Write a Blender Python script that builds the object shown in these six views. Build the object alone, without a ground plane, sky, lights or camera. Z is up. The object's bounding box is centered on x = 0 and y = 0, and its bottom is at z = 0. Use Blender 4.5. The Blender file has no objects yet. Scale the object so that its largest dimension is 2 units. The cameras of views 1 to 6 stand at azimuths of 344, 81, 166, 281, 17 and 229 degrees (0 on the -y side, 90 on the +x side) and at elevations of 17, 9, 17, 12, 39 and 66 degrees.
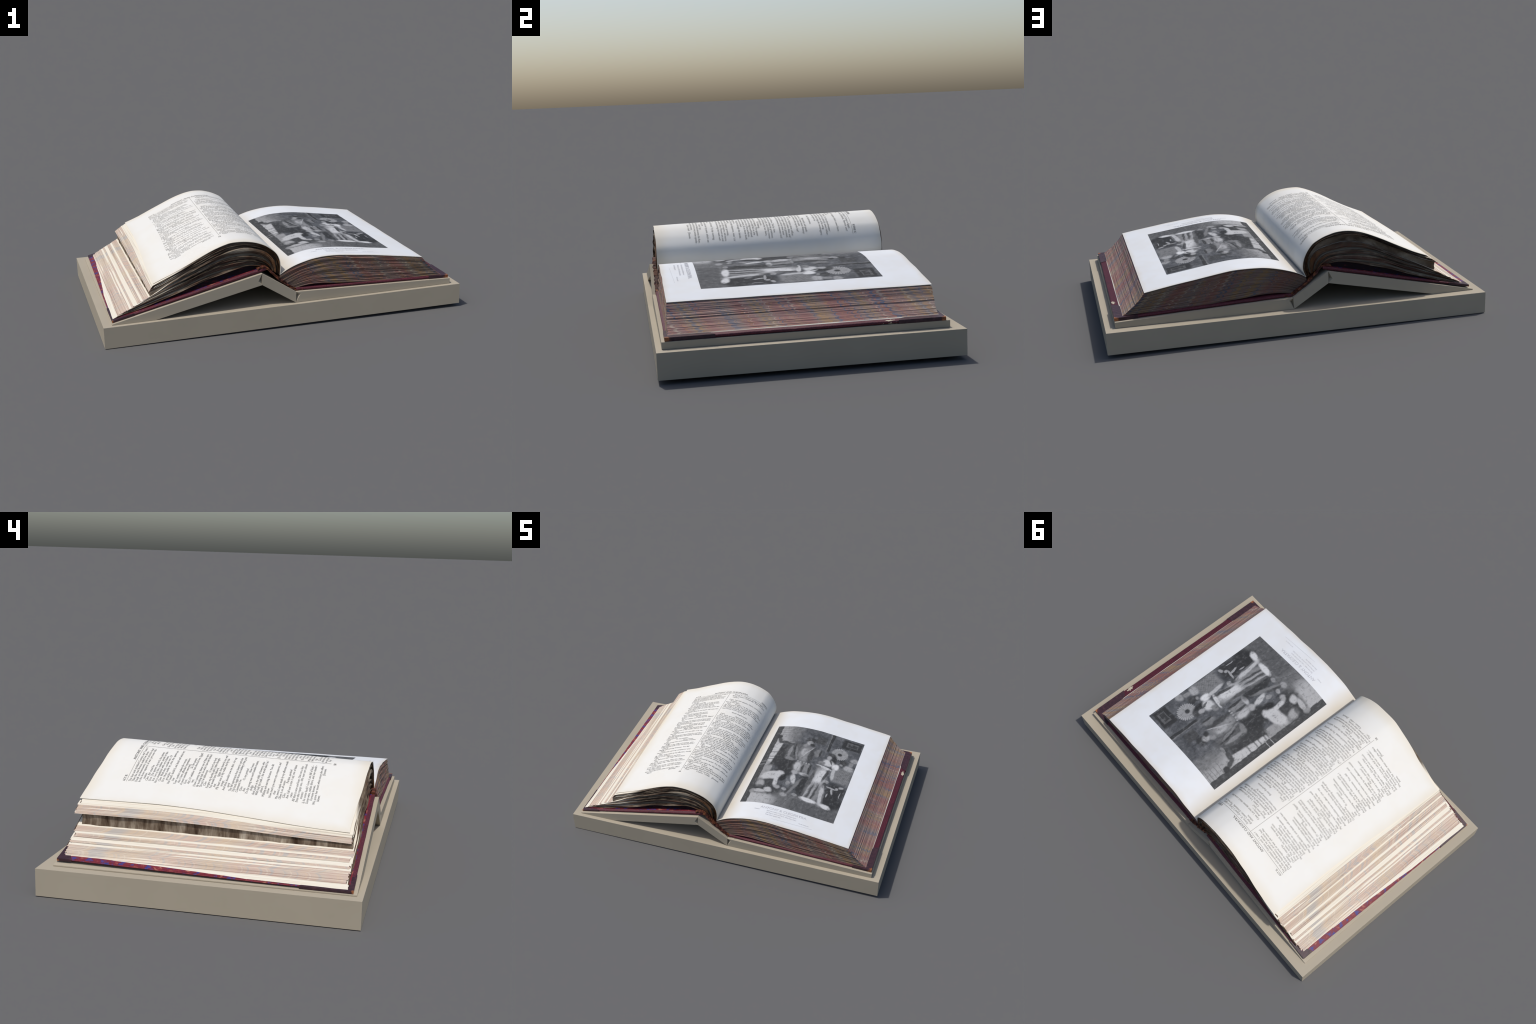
"""Old illustrated folio lying open on a folded book cradle that stands on a low plinth.

Everything is modelled in the stand's own frame: x runs across the spread (fore-edge to
fore-edge), y from the tail of the book (front) to its head (back), z = 0 is the top of the
plinth.  The two root empties carry the small tilt and turn the whole stand has.
"""
import bpy, math, random
from mathutils import Vector, Matrix, noise

random.seed(7)
noise.seed_set(11)

TURN = Matrix.Rotation(math.radians(-0.49), 4, 'Z') @ Matrix.Rotation(math.radians(-0.49), 4, 'Y')
FRAME = Matrix.Translation((-0.0005, 0.0, 0.1216)) @ TURN
PLINTH_HALF_X, PLINTH_HALF_Y, PLINTH_HEIGHT = 0.994, 0.6465, 0.1131


# ------------------------------------------------------------------ small helpers
def lin(r, g, b):
    """sRGB 0-255 to a linear RGBA tuple"""
    def f(c):
        c /= 255.0
        return c / 12.92 if c <= 0.04045 else ((c + 0.055) / 1.055) ** 2.4
    return (f(r), f(g), f(b), 1.0)


def lerp(a, b, t):
    return a + (b - a) * t


def smooth(a, b, x):
    t = min(1.0, max(0.0, (x - a) / (b - a)))
    return t * t * (3 - 2 * t)


class Profile:
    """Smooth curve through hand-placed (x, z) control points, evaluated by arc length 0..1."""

    def __init__(self, pts, per=24):
        P = [Vector((x, z)) for x, z in pts]
        P = [2 * P[0] - P[1]] + P + [2 * P[-1] - P[-2]]
        out = []
        for i in range(1, len(P) - 2):
            p0, p1, p2, p3 = P[i - 1:i + 3]
            for j in range(per):
                t = j / per
                out.append(0.5 * (2 * p1 + (p2 - p0) * t + (2 * p0 - 5 * p1 + 4 * p2 - p3) * t * t
                                  + (3 * p1 - p0 - 3 * p2 + p3) * t ** 3))
        out.append(P[-2])
        self.p = out
        self.d = [0.0]
        for a, b in zip(out, out[1:]):
            self.d.append(self.d[-1] + (b - a).length)
        self.length = self.d[-1]

    def at(self, s):
        d = s * self.length
        if d <= 0:
            return self.p[0] + (self.p[1] - self.p[0]).normalized() * d
        if d >= self.length:
            return self.p[-1] + (self.p[-1] - self.p[-2]).normalized() * (d - self.length)
        lo, hi = 0, len(self.d) - 1
        while hi - lo > 1:
            m = (lo + hi) // 2
            if self.d[m] <= d:
                lo = m
            else:
                hi = m
        t = (d - self.d[lo]) / max(1e-9, self.d[hi] - self.d[lo])
        return self.p[lo].lerp(self.p[hi], t)


def make_object(name, verts, faces, mats, face_mats=None, parent=None, angle=40, kind=None):
    me = bpy.data.meshes.new(name)
    me.from_pydata([tuple(v) for v in verts], [], faces)
    for m in mats:
        me.materials.append(m)
    if face_mats:
        me.polygons.foreach_set("material_index", face_mats)
    me.polygons.foreach_set("use_smooth", [True] * len(me.polygons))
    me.update()
    me.set_sharp_from_angle(angle=math.radians(angle))
    ob = bpy.data.objects.new(name, me)
    bpy.context.scene.collection.objects.link(ob)
    if parent:
        ob.parent = parent
    if kind:
        ob["kind"] = kind
    return ob


def slab(name, P, ns, nk, nv, mats, roles, parent, angle=40):
    """Closed shell of the unit box (s, k, v) mapped by P.  roles = material index for
    (page faces, head and tail edges, fore-edge, spine side)."""
    index, verts, faces, fm = {}, [], [], []

    def vid(i, j, l):
        key = (i, j, l)
        if key not in index:
            index[key] = len(verts)
            verts.append(P(i / ns, j / nk, l / nv))
        return index[key]

    def quad(a, b, c, d, role):
        faces.append((a, b, c, d))
        fm.append(role)

    for i in range(ns):
        for l in range(nv):
            quad(vid(i, nk, l), vid(i + 1, nk, l), vid(i + 1, nk, l + 1), vid(i, nk, l + 1), roles[0])
            quad(vid(i, 0, l), vid(i, 0, l + 1), vid(i + 1, 0, l + 1), vid(i + 1, 0, l), roles[0])
        for j in range(nk):
            quad(vid(i, j, 0), vid(i + 1, j, 0), vid(i + 1, j + 1, 0), vid(i, j + 1, 0), roles[1])
            quad(vid(i, j, nv), vid(i, j + 1, nv), vid(i + 1, j + 1, nv), vid(i + 1, j, nv), roles[1])
    for j in range(nk):
        for l in range(nv):
            quad(vid(ns, j, l), vid(ns, j, l + 1), vid(ns, j + 1, l + 1), vid(ns, j + 1, l), roles[2])
            quad(vid(0, j, l), vid(0, j + 1, l), vid(0, j + 1, l + 1), vid(0, j, l + 1), roles[3])
    ob = make_object(name, verts, faces, mats, fm, parent, angle)
    return fix_normals(ob)


def flat_faces(ob):
    ob.data.polygons.foreach_set("use_smooth", [False] * len(ob.data.polygons))
    return ob


def fix_normals(ob):
    import bmesh
    bm = bmesh.new()
    bm.from_mesh(ob.data)
    bmesh.ops.recalc_face_normals(bm, faces=bm.faces)
    bm.to_mesh(ob.data)
    bm.free()
    return ob


# ------------------------------------------------------------------ node helpers
class Nodes:
    def __init__(self, name, rough=0.75, spec=0.25):
        self.mat = bpy.data.materials.new(name)
        self.mat.use_nodes = True
        self.t = self.mat.node_tree
        self.t.nodes.clear()
        self.out = self.new('ShaderNodeOutputMaterial')
        self.bsdf = self.new('ShaderNodeBsdfPrincipled')
        self.bsdf.inputs['Roughness'].default_value = rough
        self.bsdf.inputs['Specular IOR Level'].default_value = spec
        self.t.links.new(self.bsdf.outputs[0], self.out.inputs[0])
        tc = self.new('ShaderNodeTexCoord')
        self.obj = tc.outputs['Object']
        sep = self.new('ShaderNodeSeparateXYZ')
        self.link(self.obj, sep.inputs[0])
        self.x, self.y, self.z = sep.outputs

    def new(self, kind, **kw):
        n = self.t.nodes.new(kind)
        for k, v in kw.items():
            setattr(n, k, v)
        return n

    def link(self, a, b):
        self.t.links.new(a, b)

    def feed(self, sock, v):
        if isinstance(v, bpy.types.NodeSocket):
            self.link(v, sock)
        elif v is not None:
            sock.default_value = v

    def math(self, op, a, b=None, c=None):
        n = self.new('ShaderNodeMath', operation=op)
        for s, v in zip(n.inputs, (a, b, c)):
            self.feed(s, v)
        return n.outputs[0]

    def combine(self, x=0.0, y=0.0, z=0.0):
        n = self.new('ShaderNodeCombineXYZ')
        for s, v in zip(n.inputs, (x, y, z)):
            self.feed(s, v)
        return n.outputs[0]

    def stretch(self, sx, sy, sz, vec=None):
        n = self.new('ShaderNodeVectorMath', operation='MULTIPLY')
        self.link(vec or self.obj, n.inputs[0])
        n.inputs[1].default_value = (sx, sy, sz)
        return n.outputs[0]

    def noise(self, vec=None, scale=5.0, detail=3.0, rough=0.55, color=False):
        n = self.new('ShaderNodeTexNoise')
        self.link(vec or self.obj, n.inputs['Vector'])
        n.inputs['Scale'].default_value = scale
        n.inputs['Detail'].default_value = detail
        n.inputs['Roughness'].default_value = rough
        return n.outputs['Color' if color else 'Fac']

    def ramp(self, fac, stops, mode='LINEAR'):
        n = self.new('ShaderNodeValToRGB')
        n.color_ramp.interpolation = mode
        e = n.color_ramp.elements
        while len(e) < len(stops):
            e.new(0.5)
        for el, (p, c) in zip(e, stops):
            el.position = p
            el.color = c
        self.feed(n.inputs[0], fac)
        return n.outputs[0]

    def range(self, v, a, b, c=0.0, d=1.0, soft=True):
        n = self.new('ShaderNodeMapRange', interpolation_type='SMOOTHSTEP' if soft else 'LINEAR')
        self.feed(n.inputs['Value'], v)
        n.inputs['From Min'].default_value = a
        n.inputs['From Max'].default_value = b
        n.inputs['To Min'].default_value = c
        n.inputs['To Max'].default_value = d
        return n.outputs[0]

    def mix(self, fac, a, b, blend='MIX'):
        n = self.new('ShaderNodeMix', data_type='RGBA', blend_type=blend)
        self.feed(n.inputs[0], fac)
        self.feed(n.inputs[6], a)
        self.feed(n.inputs[7], b)
        return n.outputs[2]

    def done(self, color, bump=None, strength=0.2, dist=0.002):
        self.feed(self.bsdf.inputs['Base Color'], color)
        if bump is not None:
            b = self.new('ShaderNodeBump')
            b.inputs['Strength'].default_value = strength
            b.inputs['Distance'].default_value = dist
            self.feed(b.inputs['Height'], bump)
            self.link(b.outputs[0], self.bsdf.inputs['Normal'])
        return self.mat


# ------------------------------------------------------------------ materials
def mat_stand():
    n = Nodes('painted_board', 0.8, 0.15)
    g = n.noise(scale=3.0, detail=2)
    return n.done(n.ramp(g, [(0.3, lin(161, 152, 135)), (0.7, lin(165, 156, 139))]))


def mat_paper(name, body, aged, x_fore, x_in, y_head, y_tail, reach=0.07, gutter=0.0):
    """Paper that has yellowed along its outer margins; towards the gutter baked shade is painted in too."""
    n = Nodes(name, 0.85, 0.12)
    wob = n.math('MULTIPLY', n.math('SUBTRACT', n.noise(scale=6.0, detail=4), 0.5), 0.06)
    d = n.math('ABSOLUTE', n.math('SUBTRACT', n.x, x_fore))
    d = n.math('MINIMUM', d, n.math('SUBTRACT', y_head, n.y))
    d = n.math('MINIMUM', d, n.math('SUBTRACT', n.y, y_tail))
    age_shade = n.range(n.math('ADD', d, wob), -0.02, reach, 1.0, 0.0)
    if gutter:
        gd = n.math('ABSOLUTE', n.math('SUBTRACT', n.x, x_in))
        age_shade = n.math('MAXIMUM', age_shade, n.range(n.math('ADD', gd, n.math('MULTIPLY', wob, 0.3)), 0.02, gutter, 1.15, 0.0))
    fox = n.range(n.noise(scale=38.0, detail=5, rough=0.65), 0.60, 0.8, 0.0, 0.12)
    col = n.mix(age_shade, body, aged)
    col = n.mix(fox, col, lin(190, 174, 148))
    mott = n.noise(scale=9.0, detail=5)
    col = n.mix(n.range(mott, 0.35, 0.7, 0.0, 0.35), col, n.mix(0.5, body, aged))
    return n.done(col, n.noise(scale=160.0, detail=3), 0.06, 0.001)


def marbled(n, u, w, palette_shift=0.0, row=0.0165, band=9.0, slant=0.8):
    """Comb-marbled edge decoration: slanting bands of colour dragged into stacked scallops."""
    r = n.math('DIVIDE', w, row)
    f = n.math('SUBTRACT', n.math('FRACT', n.math('ADD', r, 40.0)), 0.5)
    arc = n.math('MULTIPLY', n.math('MULTIPLY', f, f), 4.0)
    wob = n.noise(n.combine(n.math('MULTIPLY', u, 22.0), n.math('MULTIPLY', w, 40.0), 3.0), 1.0, 2)
    uu = n.math('ADD', u, n.math('MULTIPLY', w, slant))
    uu = n.math('ADD', uu, n.math('MULTIPLY', arc, -1.1 * row))
    uu = n.math('ADD', uu, n.math('MULTIPLY', f, 0.010))
    uu = n.math('ADD', uu, n.math('MULTIPLY', wob, 0.014))
    broad = n.noise(n.combine(n.math('MULTIPLY', uu, band), palette_shift, 0.0), 1.0, 1)
    fine = n.noise(n.combine(n.math('MULTIPLY', uu, 62.0), palette_shift + 9.0, n.math('MULTIPLY', w, 6.0)), 1.0, 1)
    base = n.ramp(broad, [(0.30, lin(146, 126, 120)), (0.40, lin(158, 104, 98)), (0.48, lin(160, 122, 114)),
                          (0.55, lin(146, 130, 122)), (0.63, lin(170, 136, 98)), (0.74, lin(124, 132, 136))])
    blue = n.math('MULTIPLY', n.range(fine, 0.60, 0.66), n.range(broad, 0.40, 0.62, 0.9, 0.4))
    bluebig = n.math('MULTIPLY', n.range(broad, 0.63, 0.69), 0.75)
    cream = n.range(fine, 0.38, 0.33, 0.0, 0.55)
    gold = n.math('MULTIPLY', n.range(fine, 0.50, 0.54), n.range(fine, 0.58, 0.55, 0.0, 0.45))
    c = n.mix(cream, base, lin(204, 192, 168))
    c = n.mix(gold, c, lin(192, 150, 84))
    c = n.mix(n.math('MAXIMUM', blue, bluebig), c, lin(64, 104, 134))
    return c


def page_lines(n, coord, scale=420.0, u=None):
    v = n.combine(n.math('MULTIPLY', coord, scale), n.math('MULTIPLY', u, 1.6) if u is not None else 0.0, 0.0)
    a = n.noise(v, 1.0, 2, 0.7)
    return a


def mat_fore_edge_bound():
    n = Nodes('marbled_fore_edge', 0.7, 0.2)
    c = marbled(n, n.y, n.z, 2.3, row=0.0135, band=10.0)
    c = n.mix(0.26, c, lin(142, 120, 114))
    ln = page_lines(n, n.z, 480.0, n.y)
    c = n.mix(n.range(ln, 0.52, 0.72, 0.0, 0.6), c, lin(104, 84, 82))
    c = n.mix(n.range(ln, 0.45, 0.28, 0.0, 0.5), c, lin(196, 174, 164))
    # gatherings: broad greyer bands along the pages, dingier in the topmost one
    gath = n.noise(n.combine(n.math('MULTIPLY', n.z, 60.0), n.math('MULTIPLY', n.y, 0.8), 5.0), 1.0, 2)
    c = n.mix(n.range(gath, 0.52, 0.68, 0.0, 0.4), c, lin(128, 114, 112))
    return n.done(c, ln, 0.15, 0.002)


def mat_cap_bound(x_pts, lo, hi):
    """Head and tail of the right-hand half: marbling that follows the arched pages."""
    n = Nodes('marbled_tail_edge', 0.75, 0.15)
    def curve(vals):
        fc = n.new('ShaderNodeFloatCurve')
        c = fc.mapping.curves[0]
        xs = [(x - x_pts[0]) / (x_pts[-1] - x_pts[0]) for x in x_pts]
        while len(c.points) < len(xs):
            c.points.new(0.5, 0.5)
        for p, x, v in zip(c.points, xs, vals):
            p.location = (x, v * 2.0)
        fc.mapping.update()
        n.feed(fc.inputs['Value'], n.range(n.x, x_pts[0], x_pts[-1], soft=False))
        return n.math('DIVIDE', fc.outputs[0], 2.0)
    zl, zh = curve(lo), curve(hi)
    k = n.math('DIVIDE', n.math('SUBTRACT', n.z, zl), n.math('MAXIMUM', n.math('SUBTRACT', zh, zl), 0.01))
    w = n.math('MULTIPLY', k, 0.15)
    c = marbled(n, n.x, w, 6.1, row=0.019, slant=0.85)
    ln = page_lines(n, k, 42.0, n.x)
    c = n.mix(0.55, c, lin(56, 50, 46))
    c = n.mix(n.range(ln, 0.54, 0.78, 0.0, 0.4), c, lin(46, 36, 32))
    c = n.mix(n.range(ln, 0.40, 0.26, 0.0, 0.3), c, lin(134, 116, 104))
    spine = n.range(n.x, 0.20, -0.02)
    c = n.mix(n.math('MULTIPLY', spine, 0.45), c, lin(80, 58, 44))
    return n.done(c, ln, 0.2, 0.003)


def mat_cap_loose(name='dark_tail_edge', tint=None, amount=0.0):
    """Head and tail of the fanned left-hand half: dark brown, with grey smears."""
    n = Nodes(name, 0.8, 0.1)
    v = n.stretch(6.0, 60.0, 22.0)
    a = n.noise(v, 1.0, 5, 0.6)
    c = n.ramp(a, [(0.28, lin(50, 40, 34)), (0.42, lin(74, 58, 48)), (0.55, lin(92, 80, 68)), (0.72, lin(150, 140, 124))])
    rust = n.range(n.noise(scale=26.0, detail=4), 0.54, 0.72, 0.0, 0.5)
    c = n.mix(rust, c, lin(98, 60, 40))
    spine = n.range(n.x, -0.22, -0.04, 0.0, 0.7)
    c = n.mix(spine, c, n.ramp(n.noise(scale=40.0, detail=4), [(0.35, lin(60, 40, 26)), (0.65, lin(122, 80, 44))]))
    if tint:
        c = n.mix(amount, c, tint)
    return n.done(c, n.noise(v, 2.0, 5), 0.6, 0.006)


def mat_fore_edge_loose(name, lines):
    """Fore-edge of the left half: pale, the marbling only a blush between white leaf margins."""
    n = Nodes(name, 0.75, 0.15)
    m = marbled(n, n.y, n.math('MULTIPLY', n.z, 0.8), 4.7, row=0.02, band=7.0)
    c = n.mix(0.66, m, lin(192, 181, 166))
    h = n.math('ADD', n.z, n.math('MULTIPLY', n.x, 0.6))
    ln = page_lines(n, h, 330.0 if lines < 0.7 else 210.0, n.y)
    c = n.mix(n.range(ln, 0.50, 0.70, 0.0, lines), c, lin(128, 100, 88))
    c = n.mix(n.range(ln, 0.48, 0.32, 0.0, lines + 0.1), c, lin(214, 202, 184))
    return n.done(c, ln, 0.25, 0.002)


def mat_leaf_margin():
    n = Nodes('leaf_margin', 0.85, 0.1)
    ln = page_lines(n, n.math('ADD', n.z, n.math('MULTIPLY', n.x, 0.6)), 150.0, n.y)
    c = n.ramp(ln, [(0.28, lin(216, 212, 200)), (0.58, lin(210, 203, 187)), (0.74, lin(178, 160, 144))])
    return n.done(c, ln, 0.3, 0.003)


def mat_section_leaf():
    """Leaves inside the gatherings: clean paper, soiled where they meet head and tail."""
    n = Nodes('darkened_leaf', 0.85, 0.1)
    d = n.math('ABSOLUTE', n.math('ADD', n.y, 0.0075))
    g = n.noise(scale=30.0, detail=4)
    m = n.range(n.math('ADD', d, n.math('MULTIPLY', n.math('SUBTRACT', g, 0.5), 0.006)), 0.556, 0.566)
    m = n.math('MULTIPLY', m, n.range(n.x, -0.66, -0.52, 0.0, 1.0))
    return n.done(n.mix(m, lin(214, 207, 192), n.ramp(g, [(0.35, lin(58, 48, 40)), (0.65, lin(112, 100, 86))])))


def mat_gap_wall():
    n = Nodes('gap_filler', 0.9, 0.05)
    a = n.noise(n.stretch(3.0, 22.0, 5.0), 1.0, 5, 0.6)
    c = n.ramp(a, [(0.32, lin(58, 44, 34)), (0.45, lin(104, 90, 76)), (0.58, lin(150, 138, 122)), (0.72, lin(196, 188, 172))])  # brown tones copy the shade baked into the gap
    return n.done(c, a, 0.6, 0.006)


def mat_cloth():
    n = Nodes('burgundy_cloth', 0.6, 0.3)
    g = n.noise(scale=170.0, detail=2)
    b = n.noise(scale=14.0, detail=4)
    c = n.ramp(g, [(0.3, lin(66, 26, 36)), (0.6, lin(88, 36, 48)), (0.8, lin(112, 56, 64))])
    c = n.mix(n.range(b, 0.5, 0.75, 0.0, 0.5), c, lin(54, 26, 34))
    # board showing where the turn-in has flaked away, near the head of the right board
    dx = n.math('DIVIDE', n.math('SUBTRACT', n.x, 0.931), 0.016)
    dy = n.math('DIVIDE', n.math('SUBTRACT', n.y, 0.335), 0.065)
    dd = n.math('SQRT', n.math('ADD', n.math('MULTIPLY', dx, dx), n.math('MULTIPLY', dy, dy)))
    dd = n.math('ADD', dd, n.math('MULTIPLY', n.math('SUBTRACT', n.noise(scale=55.0, detail=4), 0.5), 2.4))
    c = n.mix(n.range(dd, 0.50, 0.42), c, lin(190, 178, 156))
    return n.done(c, g, 0.4, 0.002)


def mat_leather(name, tips):
    """Dark leather rubbed through to tan at the given corner points."""
    n = Nodes(name, 0.5, 0.35)
    g = n.noise(scale=60.0, detail=5)
    c = n.ramp(g, [(0.3, lin(42, 26, 34)), (0.6, lin(60, 36, 44)), (0.8, lin(84, 56, 60))])
    wear = None
    for (px, py, pz, r) in tips:
        d = n.new('ShaderNodeVectorMath', operation='DISTANCE')
        n.link(n.obj, d.inputs[0])
        d.inputs[1].default_value = (px, py, pz)
        m = n.range(n.math('ADD', d.outputs['Value'], n.math('MULTIPLY', n.math('SUBTRACT', g, 0.5), r * 1.6)), r, r * 0.5)
        wear = m if wear is None else n.math('MAXIMUM', wear, m)
    c = n.mix(wear, c, n.ramp(n.noise(scale=90.0, detail=4), [(0.35, lin(96, 54, 34)), (0.65, lin(164, 102, 62))]))
    return n.done(c, g, 0.5, 0.003)


def mat_spine():
    n = Nodes('cracked_spine_leather', 0.6, 0.25)
    g = n.noise(n.stretch(60.0, 12.0, 60.0), 1.0, 5, 0.65)
    c = n.ramp(g, [(0.3, lin(40, 22, 20)), (0.48, lin(78, 40, 32)), (0.6, lin(120, 72, 44)), (0.78, lin(168, 112, 70))])
    return n.done(c, g, 0.9, 0.008)


def mat_endpaper():
    n = Nodes('marbled_endpaper', 0.55, 0.3)
    d = n.noise(scale=18.0, detail=4, color=True)
    v = n.new('ShaderNodeVectorMath', operation='MULTIPLY_ADD')
    n.link(d, v.inputs[0])
    v.inputs[1].default_value = (0.06, 0.06, 0.06)
    n.link(n.obj, v.inputs[2])
    f = n.noise(v.outputs[0], 34.0, 3, 0.6)
    c = n.ramp(f, [(0.28, lin(37, 46, 120)), (0.40, lin(74, 59, 112)), (0.46, lin(104, 32, 45)), (0.60, lin(120, 42, 50)),
                   (0.68, lin(157, 104, 88)), (0.78, lin(69, 22, 35))])
    return n.done(c)


def mat_endpaper_shaded():
    n = Nodes('shaded_endpaper', 0.8, 0.1)
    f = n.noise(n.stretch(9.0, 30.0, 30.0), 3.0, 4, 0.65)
    c = n.ramp(f, [(0.30, lin(34, 42, 96)), (0.38, lin(30, 22, 28)), (0.58, lin(34, 26, 28)), (0.66, lin(70, 30, 36)), (0.76, lin(92, 70, 60))])  # marbled paper with the shadow of the hollow mixed into the colour
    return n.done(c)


def mat_ink(name, col, rough=0.7):
    n = Nodes(name, rough, 0.2)
    g = n.noise(scale=220.0, detail=2)
    return n.done(n.mix(n.range(g, 0.4, 0.7, 0.0, 0.3), col, tuple(min(1, c * 1.9 + 0.03) for c in col[:3]) + (1,)))


# ------------------------------------------------------------------ engraving (plain tonal stand-in)
ENGRAVING = dict(x0=0.0605, x1=0.6535, y0=-0.4285, y1=0.383)


def mat_engraving():
    """A steel-engraving scene in greys: masonry hall, a soldier, a robed lady with a feather
    fan behind her, a kneeling man; every shape is a soft mask in picture coordinates."""
    n = Nodes('engraved_plate', 0.8, 0.12)
    E = ENGRAVING
    pu = n.range(n.x, E['x0'], E['x1'], soft=False)
    pv = n.range(n.y, E['y0'], E['y1'], soft=False)
    flat = n.combine(pu, n.math('MULTIPLY', pv, 1.37), 0.0)
    dn = n.new('ShaderNodeTexNoise')
    n.link(flat, dn.inputs['Vector'])
    dn.inputs['Scale'].default_value = 14.0
    dn.inputs['Detail'].default_value = 4.0
    off = n.new('ShaderNodeVectorMath', operation='MULTIPLY_ADD')
    n.link(dn.outputs['Color'], off.inputs[0])
    off.inputs[1].default_value = (0.028, 0.028, 0.0)
    n.link(flat, off.inputs[2])
    off2 = n.new('ShaderNodeVectorMath', operation='SUBTRACT')
    n.link(off.outputs[0], off2.inputs[0])
    off2.inputs[1].default_value = (0.014, 0.014, 0.0)
    P = off2.outputs[0]
    state = {}

    def place(cx, cy, rx, ry, turn, vec):
        m = n.new('ShaderNodeMapping', vector_type='TEXTURE')
        n.link(after_last(vec), m.inputs['Vector'])
        m.inputs['Location'].default_value = (cx, cy * 1.37, 0)
        m.inputs['Rotation'].default_value = (0, 0, math.radians(turn))
        m.inputs['Scale'].default_value = (rx, ry * 1.37 if turn % 180 == 0 else ry * 1.37, 1)
        return m.outputs[0]

    def after_last(vec):
        # tie each mask to the layer painted before it, so the layers are evaluated one by one
        if 'c' not in state:
            return vec
        t = n.new('ShaderNodeVectorMath', operation='MULTIPLY_ADD')
        n.link(state['c'], t.inputs[0])
        t.inputs[1].default_value = (1e-6, 1e-6, 0.0)
        n.link(vec, t.inputs[2])
        return t.outputs[0]

    def put(mask, tone):
        t = 42 + (tone - 42) * 0.90
        state['c'] = n.mix(mask, state['c'], lin(t, t + 1, t + 2))

    def blob(cx, cy, rx, ry, tone, turn=0, soft=0.34, power=0.97):
        if rx * ry < 0.0009 and tone > 120:      # small lit details stay quieter than the big masses
            tone *= 0.84
        ln = n.new('ShaderNodeVectorMath', operation='LENGTH')
        n.link(place(cx, cy, rx, ry, turn, P), ln.inputs[0])
        put(n.range(ln.outputs['Value'], 1.0 + soft, 1.0 - soft, 0.0, power), tone)

    def box(cx, cy, rx, ry, tone, turn=0, soft=0.12, power=1.0):
        ab = n.new('ShaderNodeVectorMath', operation='ABSOLUTE')
        n.link(place(cx, cy, rx, ry, turn, P), ab.inputs[0])
        sp = n.new('ShaderNodeSeparateXYZ')
        n.link(ab.outputs[0], sp.inputs[0])
        put(n.range(n.math('MAXIMUM', sp.outputs[0], sp.outputs[1]), 1.0 + soft, 1.0 - soft, 0.0, power), tone)

    # hall: dim wall with faint reliefs, lighter tiled floor
    wall = n.noise(flat, 9.0, 4, 0.6)
    state['c'] = n.ramp(wall, [(0.30, lin(60, 62, 65)), (0.55, lin(86, 88, 91)), (0.75, lin(112, 114, 117))])
    box(0.5, 0.05, 0.6, 0.13, 104)
    box(0.80, 0.06, 0.30, 0.06, 88, -4)
    blob(0.12, 0.045, 0.22, 0.085, 168)
    for gx in (0.45, 0.58, 0.72, 0.86):
        box(gx, 0.07, 0.003, 0.07, 74, -20, 0.6, 0.7)
    # lit column with glyphs, dark jamb at the inner margin
    box(0.14, 0.90, 0.09, 0.14, 152, 2)
    blob(0.24, 0.93, 0.07, 0.14, 112, soft=0.7)
    for gy in (0.88, 0.91, 0.94, 0.965, 0.985):
        box(0.14, gy, 0.08, 0.003, 112, soft=0.6, power=0.7)
    box(0.10, 0.60, 0.055, 0.17, 178, 0)
    box(0.105, 0.38, 0.05, 0.10, 140, 0, 0.3)
    for gy in (0.475, 0.50, 0.545, 0.58, 0.64):
        box(0.10, gy, 0.035, 0.006, 122, soft=0.5)
    box(0.025, 0.5, 0.040, 0.60, 70, 0)
    box(0.03, 0.475, 0.04, 0.003, 150, soft=0.6)
    box(0.03, 0.515, 0.04, 0.003, 146, soft=0.6)
    # great cast shadow on the column
    box(0.215, 0.60, 0.085, 0.14, 60, -6)
    blob(0.30, 0.46, 0.10, 0.12, 52)
    # wall panels and doorway at the fore-edge side
    box(0.655, 0.90, 0.016, 0.13, 58)
    box(0.635, 0.90, 0.006, 0.13, 108, soft=0.5)
    box(0.55, 0.88, 0.055, 0.045, 72)
    box(0.88, 0.925, 0.105, 0.055, 54)
    box(0.885, 0.93, 0.065, 0.030, 92)
    box(0.89, 0.925, 0.050, 0.020, 60)
    # feather fan with radial plumes, and the attendants' smaller one
    fanv = place(0.79, 0.785, 0.092, 0.072, 0, flat)
    gr = n.new('ShaderNodeTexGradient', gradient_type='RADIAL')
    n.link(fanv, gr.inputs[0])
    ray = n.math('SINE', n.math('MULTIPLY', gr.outputs['Fac'], 170.0))
    ln = n.new('ShaderNodeVectorMath', operation='LENGTH')
    n.link(fanv, ln.inputs[0])
    rim = n.math('ADD', ln.outputs['Value'], n.math('MULTIPLY', ray, 0.06))
    put(n.range(rim, 1.02, 0.92, 0.0, 0.95), 156)
    put(n.math('MULTIPLY', n.range(ray, 0.1, 1.0), n.range(rim, 1.0, 0.9, 0.0, 0.6)), 96)
    blob(0.79, 0.78, 0.024, 0.018, 58)
    blob(0.97, 0.752, 0.045, 0.026, 148)
    blob(0.862, 0.69, 0.038, 0.040, 66)
    blob(0.845, 0.66, 0.020, 0.012, 160)
    blob(0.94, 0.70, 0.024, 0.026, 158)
    blob(0.935, 0.64, 0.055, 0.032, 164)
    box(0.905, 0.53, 0.085, 0.085, 122, soft=0.25)
    chk = n.new('ShaderNodeTexChecker')
    n.link(flat, chk.inputs['Vector'])
    chk.inputs['Scale'].default_value = 64.0
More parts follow.
